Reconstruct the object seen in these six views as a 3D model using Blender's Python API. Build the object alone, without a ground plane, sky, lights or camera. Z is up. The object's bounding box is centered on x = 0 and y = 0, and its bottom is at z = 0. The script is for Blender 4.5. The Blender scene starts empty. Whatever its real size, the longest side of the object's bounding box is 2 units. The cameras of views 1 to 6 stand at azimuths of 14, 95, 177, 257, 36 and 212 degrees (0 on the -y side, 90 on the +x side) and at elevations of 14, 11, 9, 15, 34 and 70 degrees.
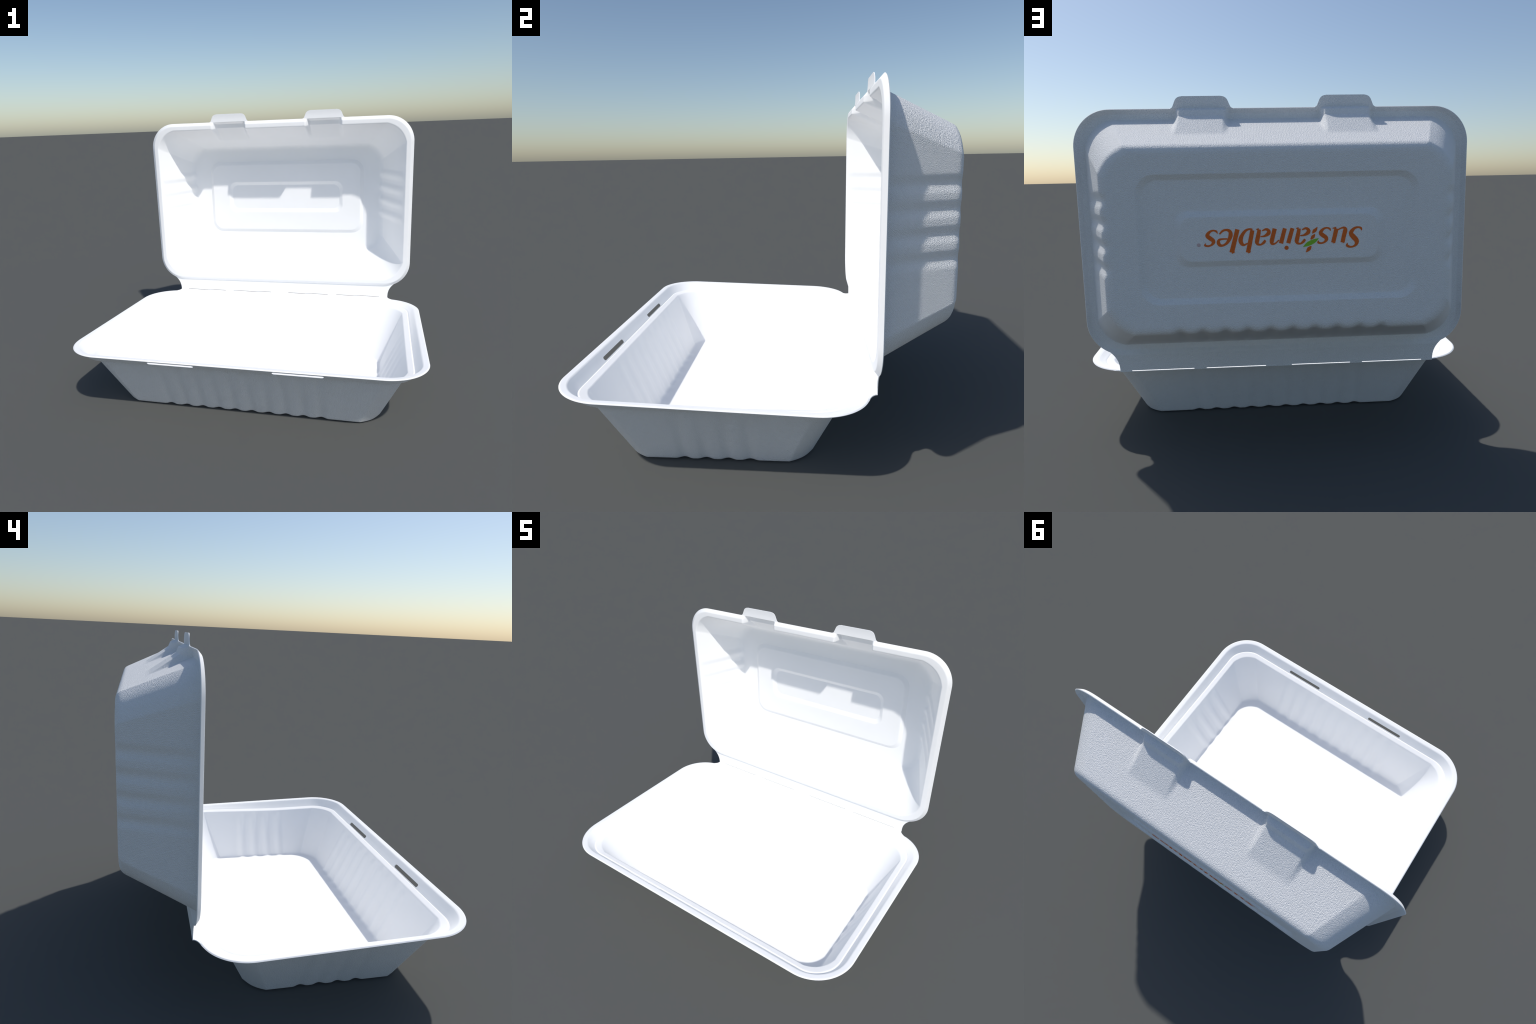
"""Open clamshell take-out container of moulded white plant fibre.

The moulding is one thin shell: a tray, a lid standing upright behind it, a
perforated fold (hinge) between the two and two latch tabs on the lid's free
edge.  Tray and lid are lofts of rounded rectangles along a hand-drawn
cross-section; ribs, latch pockets, hinge strip and tabs are rules applied to
that loft.  The shell is thickened, then split into named parts that share
border vertices and the whole body's normals.
"""
import bpy
import math
import numpy as np

THICK = 0.0038

# ----------------------------------------------------------------------------
# profile helpers
# ----------------------------------------------------------------------------


def round_profile(points, seg_len=0.012, arc_steps=7):
    """Open polyline of (inset, height, fillet radius) -> dense rounded polyline."""
    pts = [np.array(p[:2], float) for p in points]
    rad = [p[2] for p in points]
    out = [pts[0]]
    for k in range(1, len(pts) - 1):
        a, b, c = pts[k - 1], pts[k], pts[k + 1]
        if rad[k] <= 0:
            out.append(b)
            continue
        d1 = (a - b) / np.linalg.norm(a - b)
        d2 = (c - b) / np.linalg.norm(c - b)
        ang = math.acos(max(-1, min(1, float(d1 @ d2))))
        cut = min(rad[k] / math.tan(ang / 2), 0.48 * np.linalg.norm(a - b), 0.48 * np.linalg.norm(c - b))
        p, q = b + d1 * cut, b + d2 * cut
        for s in np.linspace(0, 1, arc_steps):
            out.append((1 - s) ** 2 * p + 2 * s * (1 - s) * b + s * s * q)
    out.append(pts[-1])
    dense = [out[0]]
    for a, b in zip(out[:-1], out[1:]):
        n = max(1, int(math.ceil(np.linalg.norm(b - a) / seg_len)))
        for s in range(1, n + 1):
            dense.append(a + (b - a) * s / n)
    return np.array(dense)


def smooth(e0, e1, x):
    t = np.clip((np.asarray(x, float) - e0) / (e1 - e0), 0, 1)
    return t * t * (3 - 2 * t)


N_LONG, N_SHORT, N_CORNER = 330, 130, 26
RING = 2 * (N_LONG + N_SHORT + 2 * N_CORNER)


def ring(u0, u1, v0, v1, r, flat=0.0):
    """Rounded rectangle, counter-clockwise from the start of its low-v side.

    flat = 0 gives circular corners, flat = 1 straight chamfers."""
    turn = np.pi / 2 * np.arange(N_CORNER) / N_CORNER
    reach = r * ((1 - flat) + flat * math.cos(np.pi / 4) / np.cos(turn - np.pi / 4))
    lin = lambda a, b, n: a + (b - a) * np.arange(n)[:, None] / n
    arc = lambda cx, cy, a0: np.stack([cx + reach * np.cos(a0 + turn), cy + reach * np.sin(a0 + turn)], 1)
    P = lambda x, y: np.array([[x, y]])
    return np.concatenate([
        lin(P(u0 + r, v0), P(u1 - r, v0), N_LONG), arc(u1 - r, v0 + r, -np.pi / 2),
        lin(P(u1, v0 + r), P(u1, v1 - r), N_SHORT), arc(u1 - r, v1 - r, 0),
        lin(P(u1 - r, v1), P(u0 + r, v1), N_LONG), arc(u0 + r, v1 - r, np.pi / 2),
        lin(P(u0, v1 - r), P(u0, v0 + r), N_SHORT), arc(u0 + r, v0 + r, np.pi)])


def side_masks():
    idx = np.arange(RING)
    e = np.cumsum([N_LONG, N_CORNER, N_SHORT, N_CORNER, N_LONG, N_CORNER, N_SHORT, N_CORNER])
    low = idx < e[0]
    right = (idx >= e[1]) & (idx < e[2])
    high = (idx >= e[3]) & (idx < e[4])
    left = (idx >= e[5]) & (idx < e[6])
    return low, right, high, left


LOW, RIGHT, HIGH, LEFT = side_masks()
RIB_PITCH = 0.0988
RIBS_LONG = (np.arange(10) - 4.5) * RIB_PITCH
RIBS_SHORT = (np.arange(4) - 1.5) * RIB_PITCH


def groove(pos, centres, half=0.042):
    """0..1, rounded flute cut into the wall at every centre."""
    d = np.min(np.abs(pos[:, None] - centres[None, :]), axis=1)
    return np.where(d < half, 0.5 + 0.5 * np.cos(np.pi * d / half), 0.0)


# ----------------------------------------------------------------------------
# shell collector: vertices, faces (with a region name)
# ----------------------------------------------------------------------------
class Shell:
    def __init__(self):
        self.v, self.f, self.reg = [], [], []

    def add(self, pts):
        start = len(self.v)
        self.v.extend([tuple(p) for p in pts])
        return start

    def face(self, ids, region):
        self.f.append(tuple(int(i) for i in ids))
        self.reg.append(region)


shell = Shell()


def loft(rings, region, flip, hole=None):
    """Connect consecutive rings; hole(k, j) drops a face. Closes the last ring."""
    starts = [shell.add(r) for r in rings]
    for k in range(len(rings) - 1):
        a, b = starts[k], starts[k + 1]
        for j in range(RING):
            if hole is not None and hole(k, j):
                continue
            j2 = (j + 1) % RING
            q = (a + j, a + j2, b + j2, b + j)
            shell.face(q[::-1] if flip else q, region)
    cap = [starts[-1] + j for j in range(RING)]
    shell.face(cap[::-1] if flip else cap, region)
    return starts


# ----------------------------------------------------------------------------
# TRAY   (u = x, v = y, height = z)
# ----------------------------------------------------------------------------
TRAY_X = 0.997
TRAY_Y0, TRAY_Y1 = -0.8355, 0.490
TRAY_MID = 0.5 * (TRAY_Y0 + TRAY_Y1)
HINGE_Y, HINGE_Z, HINGE_W = 0.518, 0.3515, 0.795
SLOT_X0, SLOT_X1 = 0.215, 0.481
SLOT_I0, SLOT_I1 = 0.0508, 0.0638          # slot edges as insets on the step

tray_profile = round_profile([
    (0.000, 0.3605, 0), (0.005, 0.3640, 0.004), (0.031, 0.3620, 0.012),
    *[(SLOT_I0 + (SLOT_I1 - SLOT_I0) * k / 6, 0.3360 - 0.0155 * k / 6, 0) for k in range(7)],
    (0.069, 0.3150, 0.003), (0.076, 0.3180, 0.004), (0.104, 0.3110, 0.010),
    (0.2448, THICK / 2, 0.022), (0.386, THICK / 2, 0.012), (0.406, 0.0175, 0.012),
    (0.560, 0.0175, 0)], seg_len=0.013)


def tray_radius(i):
    return float(np.interp(i, [0, 0.105, 0.26, 0.38, 0.41, 0.56], [0.228, 0.120, 0.094, 0.078, 0.065, 0.04]))


def tray_flat(i):
    return float(np.interp(i, [0.07, 0.105, 0.24, 0.30], [0, 0.3, 0.55, 0]))


def tray_lean(p):
    """The rim falls gently towards the hinge."""
    p = p.copy()
    p[:, 2] += -0.038 * p[:, 1] * p[:, 2] / 0.364
    return p


tray_rings = []
for inset, h in tray_profile:
    uv = ring(-TRAY_X + inset, TRAY_X - inset, TRAY_Y0 + inset, TRAY_Y1 - inset, tray_radius(inset), tray_flat(inset))
    p = np.column_stack([uv, np.full(RING, h)])
    depth = 0.0078 * float(smooth(0.106, 0.125, inset) * (1 - smooth(0.252, 0.290, inset)))
    depth *= 0.55 + 0.45 * float(smooth(0.11, 0.22, inset))
    if depth > 0:
        gl = groove(uv[:, 0], RIBS_LONG)
        gs = groove(uv[:, 1] - TRAY_MID, RIBS_SHORT)
        floor_lift = 0.25 * float(smooth(0.19, 0.25, inset)) + 0.30
        p[:, 1] += depth * gl * (LOW * 1.0 - HIGH * 1.0)
        p[:, 0] += depth * gs * (LEFT * 1.0 - RIGHT * 1.0)
        p[:, 2] += depth * floor_lift * (gl * (LOW | HIGH) + gs * (LEFT | RIGHT))
    # towards the hinge the inner ledge rises almost to the lip
    w = float(np.interp(inset, [0.031, 0.064, 0.104, 0.244], [0, 1, 1, 0]))
    p[:, 2] += 0.026 * w * smooth(-0.40, 0.40, p[:, 1])
    tray_rings.append(tray_lean(p))

ref_u = tray_rings[6][:, 0]


def tray_hole(k, j):
    i0, i1 = tray_profile[k][0], tray_profile[k + 1][0]
    if not (i0 > SLOT_I0 - 1e-6 and i1 < SLOT_I1 + 1e-6) or not LOW[j]:
        return False
    u = abs(0.5 * (ref_u[j] + ref_u[(j + 1) % RING]))
    # rounded slot ends
    across = (0.5 * (i0 + i1) - SLOT_I0) / (SLOT_I1 - SLOT_I0) * 2 - 1
    trim = 0.010 * (1 - math.sqrt(1 - across * across))
    return SLOT_X0 + trim < u < SLOT_X1 - trim


tray_start = loft(tray_rings, "tray", flip=False, hole=tray_hole)

# ----------------------------------------------------------------------------
# LID   (u = x, v = z, height = y, the hollow faces -y)
# ----------------------------------------------------------------------------
LID_X, LID_Z0, LID_Z1 = 0.941, 0.438, 1.624
LID_MID = 1.045
TAB_X = (-0.3405, 0.3405)

lid_profile = round_profile([
    (0.000, 0.5175, 0), (0.020, 0.5005, 0.010), (0.048, 0.4990, 0.008),
    (0.195, 0.8335, 0.045), (0.313, 0.8335, 0.007), (0.336, 0.8180, 0.014),
    (0.467, 0.8180, 0.014), (0.492, 0.8335, 0.012), (0.530, 0.8335, 0)], seg_len=0.013)


def lid_radius(i):
    return float(np.interp(i, [0, 0.05, 0.20, 0.30, 0.34, 0.46, 0.53], [0.173, 0.126, 0.106, 0.088, 0.07, 0.06, 0.035]))


def lid_flat(i):
    return float(np.interp(i, [0.02, 0.05, 0.19, 0.21, 0.29], [0, 0.30, 0.5, 0.5, 0]))


POCKET_I = [0.000, 0.004, 0.011, 0.019, 0.048, 0.137]
POCKET_Z = [1.625, 1.6215, 1.6165, 1.612, 1.584, 1.488]
POCKET_Y = [0.5175, 0.5190, 0.5400, 0.548, 0.560, 0.698]

lid_rings = []
for inset, h in lid_profile:
    wide = 0.025 * float(smooth(0.22, 0.31, inset))
    u = LID_X - inset - wide
    low = float(np.interp(inset, [0.22, 0.30, 0.36, 0.46], [0, 0.010, 0.011, 0.018]))
    high = float(np.interp(inset, [0.22, 0.30, 0.36, 0.46], [0, 0.007, 0.007, 0.004]))
    uv = ring(-u, u, LID_Z0 + inset + low, LID_Z1 - inset + high, lid_radius(inset), lid_flat(inset))
    p = np.column_stack([uv[:, 0], np.full(RING, h), uv[:, 1]])
    depth = 0.0085 * float(smooth(0.050, 0.068, inset) * (1 - smooth(0.190, 0.235, inset)))
    depth *= 0.6 + 0.4 * float(smooth(0.06, 0.16, inset))
    if depth > 0:
        gl = groove(uv[:, 0], RIBS_LONG) * LOW
        gs = groove(uv[:, 1] - 1.067, RIBS_SHORT)
        p[:, 2] += depth * gl
        p[:, 0] += depth * gs * (LEFT * 1.0 - RIGHT * 1.0)
        p[:, 1] -= 0.5 * depth * (gl + gs * (LEFT | RIGHT))
    if inset < 0.137:                      # pockets behind the latch tabs
        m = np.zeros(RING)
        for c in TAB_X:
            m = np.maximum(m, 1 - smooth(0.100, 0.129, np.abs(uv[:, 0] - c)))
        m *= HIGH
        p[:, 2] += m * (np.interp(inset, POCKET_I, POCKET_Z) - p[:, 2])
        p[:, 1] += m * (np.interp(inset, POCKET_I, POCKET_Y) - p[:, 1])
    lid_rings.append(p)

lid_start = loft(lid_rings, "lid", flip=False)

# latch tabs grow out of the lid's free edge
TAB_F = [0, 0.04, 0.09, 0.16, 0.30, 0.45, 0.60, 0.72, 0.82, 0.90, 0.96, 1.0]
TAB_W = [0.150, 0.143, 0.1385, 0.1355, 0.132, 0.1285, 0.125, 0.1215, 0.117, 0.111, 0.103, 0.090]
TAB_H = 0.0562
edge = np.array(lid_rings[0])
for c in TAB_X:
    js = [j for j in range(RING) if HIGH[j] and abs(edge[j, 0] - c) < 0.150]
    rows = [[lid_start[0] + j for j in js]]
    s = (edge[js, 0] - c) / 0.150
    for f, w in list(zip(TAB_F, TAB_W))[1:]:
        x = c + s * w
        y = 0.5175 + 0.0015 * math.sin(f * math.pi)
        st = shell.add(np.column_stack([x, np.full(len(js), y), np.full(len(js), LID_Z1 + TAB_H * f)]))
        rows.append(list(range(st, st + len(js))))
    for r0, r1 in zip(rows[:-1], rows[1:]):
        for a in range(len(js) - 1):
            shell.face((r0[a], r1[a], r1[a + 1], r0[a + 1]), "latch_tab.%d" % (c > 0))

# ----------------------------------------------------------------------------
# HINGE: flat strips from both rims to a common, slit fold line
# ----------------------------------------------------------------------------
SLITS = [(-0.733, -0.430), (-0.366, -0.067), (0.067, 0.366), (0.430, 0.733)]


def strip(start, ringpts, select, u_max, fold_rows):
    """Patch from rim vertices to the fold; returns the fold row's vertex ids."""
    js = [j for j in range(RING) if select(j) and abs(ringpts[j, 0]) <= u_max]
    js.sort(key=lambda j: ringpts[j, 0])
    rim = ringpts[js]
    s = rim[:, 0] / np.max(np.abs(rim[:, 0]))
    fold = np.column_stack([HINGE_W * s, np.full(len(js), HINGE_Y), np.full(len(js), HINGE_Z - 0.002)])   # slight V crease
    rows = [[start + j for j in js]]
    for f in fold_rows[1:]:
        g = 1 - (1 - f) ** 2.6
        p = rim * (1 - f) + fold * f
        if 0 < f < 1:
            p[:, 2] += 0.002 * f
        p[:, 0] = rim[:, 0] * (1 - g) + fold[:, 0] * g
        st = shell.add(p)
        rows.append(list(range(st, st + len(js))))
    return rows, s * HINGE_W


def slit_at(x):
    return any(a < x < b for a, b in SLITS)


def fill_strip(rows, xs, flip, slits=True):
    for k, (r0, r1) in enumerate(zip(rows[:-1], rows[1:])):
        for a in range(len(xs) - 1):
            if slits and k == len(rows) - 2 and slit_at(0.5 * (xs[a] + xs[a + 1])):
                continue
            q = (r0[a], r0[a + 1], r1[a + 1], r1[a])
            shell.face(q[::-1] if flip else q, "hinge")


e_lid = np.array(lid_rings[0])
rows_l, xs_l = strip(lid_start[0], e_lid, lambda j: e_lid[j, 2] < 0.5, 0.842,
                     [0, 0.06, 0.13, 0.22, 0.34, 0.5, 0.7, 0.86, 0.958, 1.0])
fill_strip(rows_l, xs_l, flip=True)

e_tray = np.array(tray_rings[0])
rows_t, xs_t = strip(tray_start[0], e_tray, lambda j: e_tray[j, 1] > 0.4, 0.862,
                     [0, 0.08, 0.18, 0.3, 0.45, 0.62, 0.80, 0.90, 1.0])
fill_strip(rows_t, xs_t, flip=False, slits=False)


# ----------------------------------------------------------------------------
# thicken the shell and split it into parts
# ----------------------------------------------------------------------------
V = np.array(shell.v)


def face_normal(ids):
    p = V[list(ids)]
    q = np.roll(p, -1, axis=0)
    return 0.5 * np.cross(p, q).sum(0)


FN = np.array([face_normal(f) for f in shell.f])
VN = np.zeros_like(V)
for f, n in zip(shell.f, FN):
    for i in f:
        VN[i] += n
VN /= np.maximum(np.linalg.norm(VN, axis=1, keepdims=True), 1e-12)

inner = V + VN * THICK * 0.5      # normals point into the hollow (food side)
outer = V - VN * THICK * 0.5

edge_count = {}
for fi, f in enumerate(shell.f):
    for a, b in zip(f, f[1:] + f[:1]):
        key = (a, b) if a < b else (b, a)
        edge_count.setdefault(key, []).append((fi, a, b))
rim_edges = [v[0] for v in edge_count.values() if len(v) == 1]


# ----------------------------------------------------------------------------
# materials
# ----------------------------------------------------------------------------
def new_material(name):
    m = bpy.data.materials.new(name)
    m.use_nodes = True
    nt = m.node_tree
    return m, nt.nodes, nt.links, nt.nodes["Principled BSDF"]


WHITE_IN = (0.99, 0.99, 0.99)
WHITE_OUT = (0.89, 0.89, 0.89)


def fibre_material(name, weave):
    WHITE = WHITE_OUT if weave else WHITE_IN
    m, nd, ln, bsdf = new_material(name)
    tc = nd.new("ShaderNodeTexCoord")
    bsdf.inputs["Roughness"].default_value = 0.75
    bsdf.inputs["Specular IOR Level"].default_value = 0.5
    mott = nd.new("ShaderNodeTexNoise")
    mott.inputs["Scale"].default_value = 9.0
    mott.inputs["Detail"].default_value = 5.0
    ln.new(tc.outputs["Object"], mott.inputs["Vector"])
    ramp = nd.new("ShaderNodeValToRGB")
    ramp.color_ramp.elements[0].position = 0.3
    ramp.color_ramp.elements[1].position = 0.7
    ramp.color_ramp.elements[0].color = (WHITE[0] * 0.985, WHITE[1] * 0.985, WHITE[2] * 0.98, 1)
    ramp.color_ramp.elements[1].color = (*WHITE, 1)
    ln.new(mott.outputs["Fac"], ramp.inputs["Fac"])
    ln.new(ramp.outputs["Color"], bsdf.inputs["Base Color"])
    if weave:
        # imprint of the forming screen: crossed fine threads, broken by noise
        wob = nd.new("ShaderNodeTexNoise")
        wob.inputs["Scale"].default_value = 60
        wob.inputs["Detail"].default_value = 2
        ln.new(tc.outputs["Object"], wob.inputs["Vector"])
        warp = nd.new("ShaderNodeVectorMath")
        warp.operation = 'MULTIPLY_ADD'
        ln.new(wob.outputs["Color"], warp.inputs[0])
        warp.inputs[1].default_value = (0.009, 0.009, 0.009)
        ln.new(tc.outputs["Object"], warp.inputs[2])
        total = None
        for d in ((1, 1, 0.45), (1, -0.45, -1), (0.45, -1, 1)):
            dot = nd.new("ShaderNodeVectorMath")
            dot.operation = 'DOT_PRODUCT'
            ln.new(warp.outputs[0], dot.inputs[0])
            dot.inputs[1].default_value = d
            mul = nd.new("ShaderNodeMath")
            mul.operation = 'MULTIPLY'
            ln.new(dot.outputs["Value"], mul.inputs[0])
            mul.inputs[1].default_value = 2 * math.pi / 0.0068
            sn = nd.new("ShaderNodeMath")
            sn.operation = 'SINE'
            ln.new(mul.outputs[0], sn.inputs[0])
            if total is None:
                total = sn
            else:
                ad = nd.new("ShaderNodeMath")
                ad.operation = 'ADD'
                ln.new(total.outputs[0], ad.inputs[0])
                ln.new(sn.outputs[0], ad.inputs[1])
                total = ad
        soft = nd.new("ShaderNodeMath")
        soft.operation = 'MULTIPLY'
        soft.inputs[1].default_value = 0.9
        ln.new(total.outputs[0], soft.inputs[0])
        total = soft
        fine = nd.new("ShaderNodeTexNoise")
        fine.inputs["Scale"].default_value = 230
        fine.inputs["Detail"].default_value = 2
        ln.new(tc.outputs["Object"], fine.inputs["Vector"])
        mix = nd.new("ShaderNodeMath")
        mix.operation = 'MULTIPLY_ADD'
        ln.new(fine.outputs["Fac"], mix.inputs[0])
        mix.inputs[1].default_value = 9.0
        ln.new(total.outputs[0], mix.inputs[2])
        grain = nd.new("ShaderNodeTexVoronoi")
        grain.inputs["Scale"].default_value = 215
        ln.new(tc.outputs["Object"], grain.inputs["Vector"])
        mix2 = nd.new("ShaderNodeMath")
        mix2.operation = 'MULTIPLY_ADD'
        ln.new(grain.outputs["Distance"], mix2.inputs[0])
        mix2.inputs[1].default_value = -4.0
        ln.new(mix.outputs[0], mix2.inputs[2])
        mix = mix2
        bump = nd.new("ShaderNodeBump")
        bump.inputs["Strength"].default_value = 0.42
        bump.inputs["Distance"].default_value = 0.0016
        ln.new(mix.outputs[0], bump.inputs["Height"])
        ln.new(bump.outputs["Normal"], bsdf.inputs["Normal"])
    return m


def ink_material(name, colour):
    m, nd, ln, bsdf = new_material(name)
    tc = nd.new("ShaderNodeTexCoord")
    n = nd.new("ShaderNodeTexNoise")
    n.inputs["Scale"].default_value = 160
    ln.new(tc.outputs["Object"], n.inputs["Vector"])
    ramp = nd.new("ShaderNodeValToRGB")
    ramp.color_ramp.elements[0].position = 0.3
    ramp.color_ramp.elements[1].position = 0.7
    ramp.color_ramp.elements[0].color = (*[c * 0.85 for c in colour], 1)
    ramp.color_ramp.elements[1].color = (*colour, 1)
    ln.new(n.outputs["Fac"], ramp.inputs["Fac"])
    ln.new(ramp.outputs["Color"], bsdf.inputs["Base Color"])
    bsdf.inputs["Roughness"].default_value = 0.8
    bsdf.inputs["Specular IOR Level"].default_value = 0.2
    return m


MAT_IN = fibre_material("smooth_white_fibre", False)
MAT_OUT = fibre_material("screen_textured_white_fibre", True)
MAT_INK = ink_material("rust_orange_ink", (0.80, 0.175, 0.035))
MAT_LEAF = ink_material("leaf_green_ink", (0.28, 0.62, 0.05))
MAT_FAINT = ink_material("faint_grey_ink", (0.68, 0.52, 0.52))

scene = bpy.context.scene
root = bpy.data.objects.new("takeout_container", None)
root.empty_display_size = 0.3
root["label"] = "open white moulded fibre clamshell food container with printed lid"
root["category"] = "food container"
scene.collection.objects.link(root)


def make_part(name, region, parent):
    verts, norms, faces, mats, index = [], [], [], [], {}

    def vid(key, co, no):
        if key not in index:
            index[key] = len(verts)
            verts.append(co)
            norms.append(no)
        return index[key]

    for f, r in zip(shell.f, shell.reg):
        if r != region:
            continue
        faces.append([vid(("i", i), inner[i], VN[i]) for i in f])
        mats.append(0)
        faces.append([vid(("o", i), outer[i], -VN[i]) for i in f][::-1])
        mats.append(1)
    for fi, a, b in rim_edges:
        if shell.reg[fi] != region:
            continue
        d = V[b] - V[a]
        n = np.cross(d, FN[fi])
        n /= max(np.linalg.norm(n), 1e-12)
        k = ("e", fi, a, b)
        q = [vid(k + (0,), inner[b], n), vid(k + (1,), inner[a], n),
             vid(k + (2,), outer[a], n), vid(k + (3,), outer[b], n)]
        faces.append(q)
        mats.append(0)
    me = bpy.data.meshes.new(name)
    me.from_pydata([tuple(v) for v in verts], [], faces)
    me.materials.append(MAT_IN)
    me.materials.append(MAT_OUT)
    me.polygons.foreach_set("material_index", mats)
    me.polygons.foreach_set("use_smooth", [True] * len(faces))
    me.update()
    me.normals_split_custom_set_from_vertices([tuple(n) for n in norms])
    ob = bpy.data.objects.new(name, me)
    scene.collection.objects.link(ob)
    ob.parent = parent
    return ob


tray = make_part("tray", "tray", root)
lid = make_part("lid", "lid", root)
hinge = make_part("hinge", "hinge", root)
make_part("latch_tab", "latch_tab.0", lid)
make_part("latch_tab", "latch_tab.1", lid)

# ----------------------------------------------------------------------------
# PRINT on the raised plaque: an italic pen-drawn word with a leaf across the t
# strokes are (right, up, pen width) in design units, letters given an advance
# ----------------------------------------------------------------------------
UNIT = 0.0001365
WORD_X, WORD_Z, WORD_Y = -0.3555, 1.0825, 0.8335 + THICK / 2

CAPITAL_S = [[(22, 135, 18), (42, 62, 60), (130, 30, 52), (250, 60, 75), (345, 160, 115), (355, 240, 132),
              (280, 335, 150), (195, 430, 142), (180, 525, 115), (235, 610, 65), (350, 650, 50),
              (450, 628, 72), (490, 585, 66), (468, 520, 12)]]
LOW_U = [[(95, 462, 26), (160, 500, 70)], [(160, 500, 120), (120, 300, 122), (75, 110, 124), (105, 38, 74), (190, 42, 42), (310, 95, 36)],
         [(395, 462, 26), (460, 500, 70)], [(460, 500, 120), (410, 300, 122), (365, 110, 124), (352, 55, 100)], [(360, 38, 70), (480, 42, 18)]]
LOW_S = [[(12, 125, 15), (45, 58, 55), (135, 25, 46), (235, 55, 65), (310, 130, 98), (325, 195, 116),
          (255, 260, 122), (165, 330, 116), (150, 400, 100), (205, 470, 60), (295, 505, 50),
          (380, 497, 58), (412, 472, 54), (388, 420, 12)]]
LOW_T = [[(6, -8, 10), (60, 70, 84), (110, 120, 96), (168, 195, 12)],
         [(85, 212, 10), (125, 270, 84), (160, 310, 96), (218, 380, 30)],
         [(205, 588, 20), (255, 650, 96), (300, 700, 100), (372, 785, 10)]]
LOW_A = [[(445, 18, 16), (370, 28, 90)], [(350, 25, 96), (380, 180, 116), (415, 330, 122), (432, 420, 118), (402, 488, 72), (310, 502, 50), (220, 440, 76), (165, 370, 64)],
         [(320, 252, 28), (190, 235, 60), (72, 160, 112), (60, 75, 96), (140, 24, 66), (262, 70, 28)]]
LOW_I = [[(60, 10, 116), (130, 245, 118), (200, 480, 124)]]
LOW_N = [[(70, 10, 116), (135, 245, 118), (200, 480, 126)],
         [(262, 375, 36), (380, 478, 46), (470, 482, 86), (488, 400, 124), (450, 250, 120), (388, 10, 120)]]
LOW_B = [[(130, 715, 18), (220, 740, 70)], [(220, 745, 126), (150, 435, 124), (65, 45, 118)],
         [(62, 28, 60), (160, 6, 50), (290, 65, 76), (400, 215, 106), (440, 355, 126), (400, 465, 100), (330, 500, 60), (225, 450, 34)]]
LOW_L = [[(70, 5, 128), (170, 368, 128), (270, 730, 138)], [(170, 712, 18), (270, 735, 70)]]
LOW_E = [[(405, 145, 38), (305, 45, 60), (185, 15, 66), (85, 60, 96), (60, 170, 120), (100, 300, 108), (185, 425, 80),
          (295, 495, 60), (400, 490, 86), (446, 415, 102), (428, 330, 70), (340, 300, 50), (165, 295, 40)]]
WORD = [(CAPITAL_S, 0), (LOW_U, 470), (LOW_S, 996), (LOW_T, 1421), (LOW_A, 1653), (LOW_I, 2153), (LOW_N, 2382),
        (LOW_A, 2902), (LOW_B, 3403), (LOW_L, 3861), (LOW_E, 4087), (LOW_S, 4541)]


def pen_stroke(points, per=8):
    """Catmull-Rom through the points; returns left and right edges."""
    p = np.array(points, float)
    if len(p) == 2:
        dense = p[0] + (p[1] - p[0]) * np.linspace(0, 1, per)[:, None]
    else:
        e = np.vstack([2 * p[0] - p[1], p, 2 * p[-1] - p[-2]])
        dense = []
        for k in range(1, len(e) - 2):
            for t in np.arange(per) / per:
                a, b, c, d = e[k - 1], e[k], e[k + 1], e[k + 2]
                dense.append(0.5 * (2 * b + (c - a) * t + (2 * a - 5 * b + 4 * c - d) * t * t + (3 * b - a - 3 * c + d) * t ** 3))
        dense = np.array(dense + [p[-1]])
    tang = np.gradient(dense[:, :2], axis=0)
    tang /= np.maximum(np.linalg.norm(tang, axis=1, keepdims=True), 1e-9)
    nrm = np.column_stack([-tang[:, 1], tang[:, 0]])
    hw = np.maximum(dense[:, 2:3] * 1.06 + 3, 6) * 0.5
    return dense[:, :2] + nrm * hw, dense[:, :2] - nrm * hw


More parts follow.
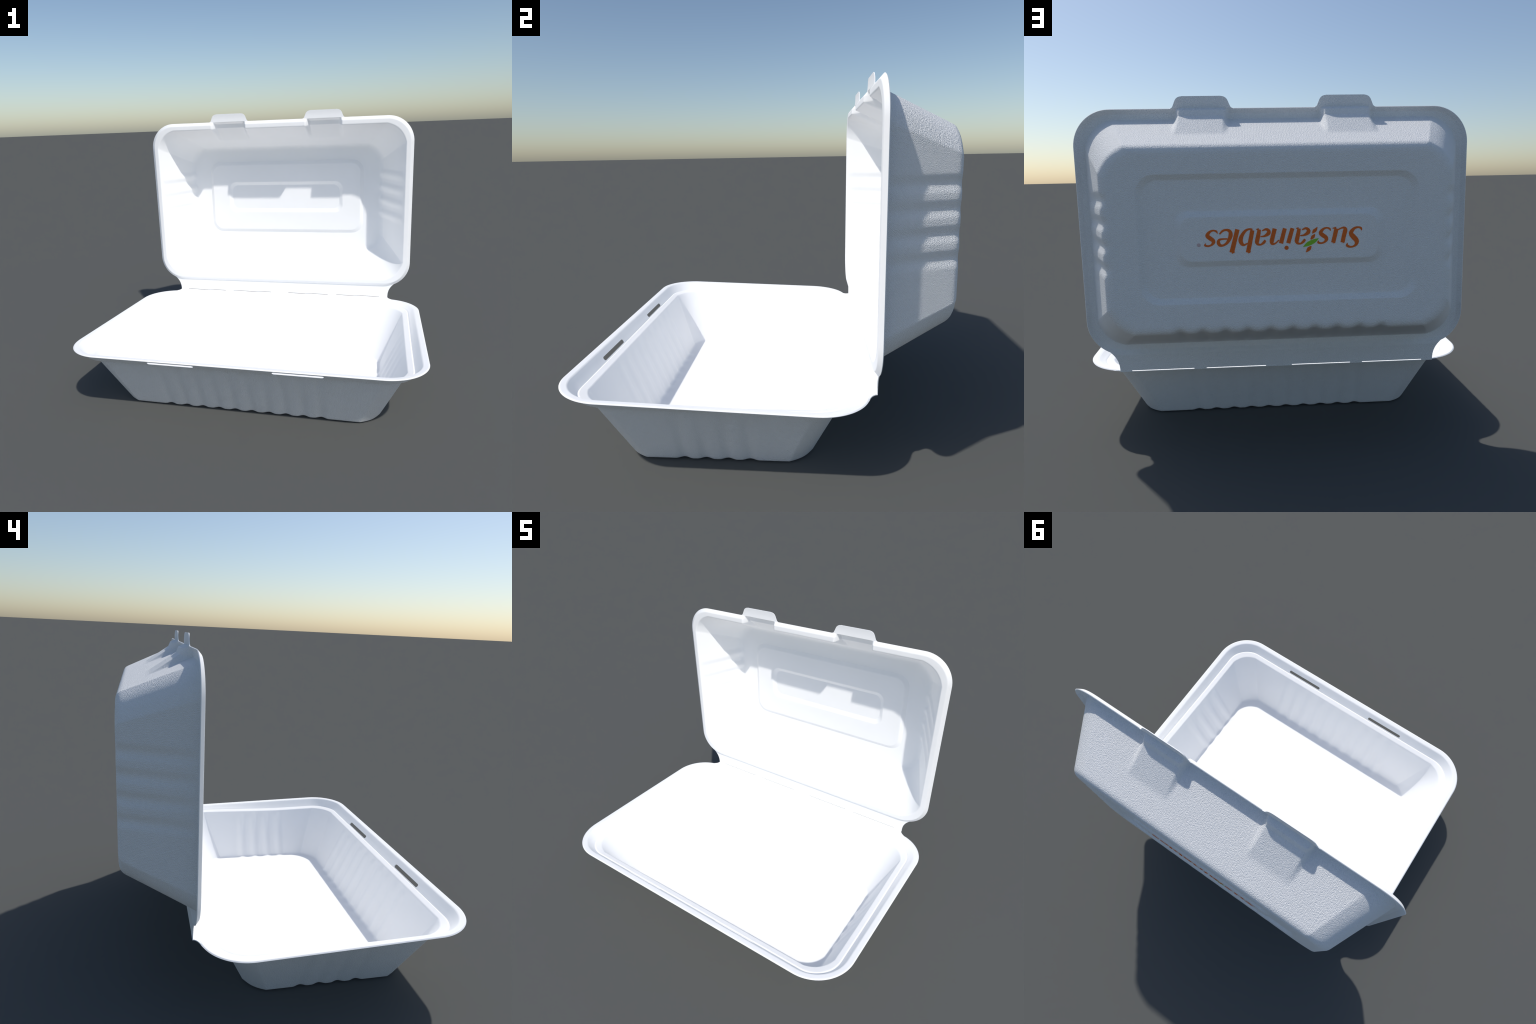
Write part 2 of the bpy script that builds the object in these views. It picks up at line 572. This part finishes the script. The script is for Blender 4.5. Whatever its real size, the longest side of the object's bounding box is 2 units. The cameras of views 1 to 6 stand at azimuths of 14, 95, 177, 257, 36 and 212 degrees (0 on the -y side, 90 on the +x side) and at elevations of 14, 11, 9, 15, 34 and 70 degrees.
def to_world(q, height):
    return (WORD_X + UNIT * q[0], WORD_Y + height, WORD_Z - UNIT * q[1])


def print_part(name, outlines, material):
    """Thin ink prisms, outlines = list of (left edge, right edge)."""
    verts, faces = [], []
    for si, (L, R) in enumerate(outlines):
        n = len(L)
        base = len(verts)
        for k in range(n):
            top = 0.0005 + 0.00012 * si + 0.0002 * k / n
            verts += [to_world(L[k], top), to_world(R[k], top), to_world(L[k], -0.0012), to_world(R[k], -0.0012)]
        for k in range(n - 1):
            a, b = base + 4 * k, base + 4 * (k + 1)
            faces += [(a, b, b + 1, a + 1), (a + 2, b + 2, b, a), (a + 1, b + 1, b + 3, a + 3)]
        e = base + 4 * (n - 1)
        faces += [(base, base + 1, base + 3, base + 2), (e + 1, e, e + 2, e + 3)]
    me = bpy.data.meshes.new(name)
    me.from_pydata(verts, [], faces)
    me.materials.append(material)
    me.validate()
    me.update()
    import bmesh
    bm = bmesh.new()
    bm.from_mesh(me)
    bmesh.ops.recalc_face_normals(bm, faces=bm.faces)
    bm.to_mesh(me)
    bm.free()
    ob = bpy.data.objects.new(name, me)
    scene.collection.objects.link(ob)
    ob.parent = lid
    return ob


def lens(cx, cy, rx, ry, n=20):
    """Disc as a left/right edge pair."""
    t = np.linspace(0.02, np.pi - 0.02, n)
    return (np.column_stack([cx - rx * np.cos(t), cy + ry * np.sin(t)]),
            np.column_stack([cx - rx * np.cos(t), cy - ry * np.sin(t)]))


for strokes, adv in WORD:
    outl = []
    for s in strokes:
        L, R = pen_stroke([(x + adv, y, w) for x, y, w in s])
        outl.append((L, R))
    if strokes is LOW_I:
        outl.append(lens(adv + 255, 625, 66, 66))
    print_part("letter", outl, MAT_INK)

leaf = pen_stroke([(1421 - 30, 352, 8), (1421 + 70, 412, 92), (1421 + 190, 470, 128), (1421 + 320, 530, 112), (1421 + 462, 610, 8)])
print_part("leaf_mark", [leaf], MAT_LEAF)
print_part("trademark_dot", [lens(5146, 470, 58, 58)], MAT_FAINT)
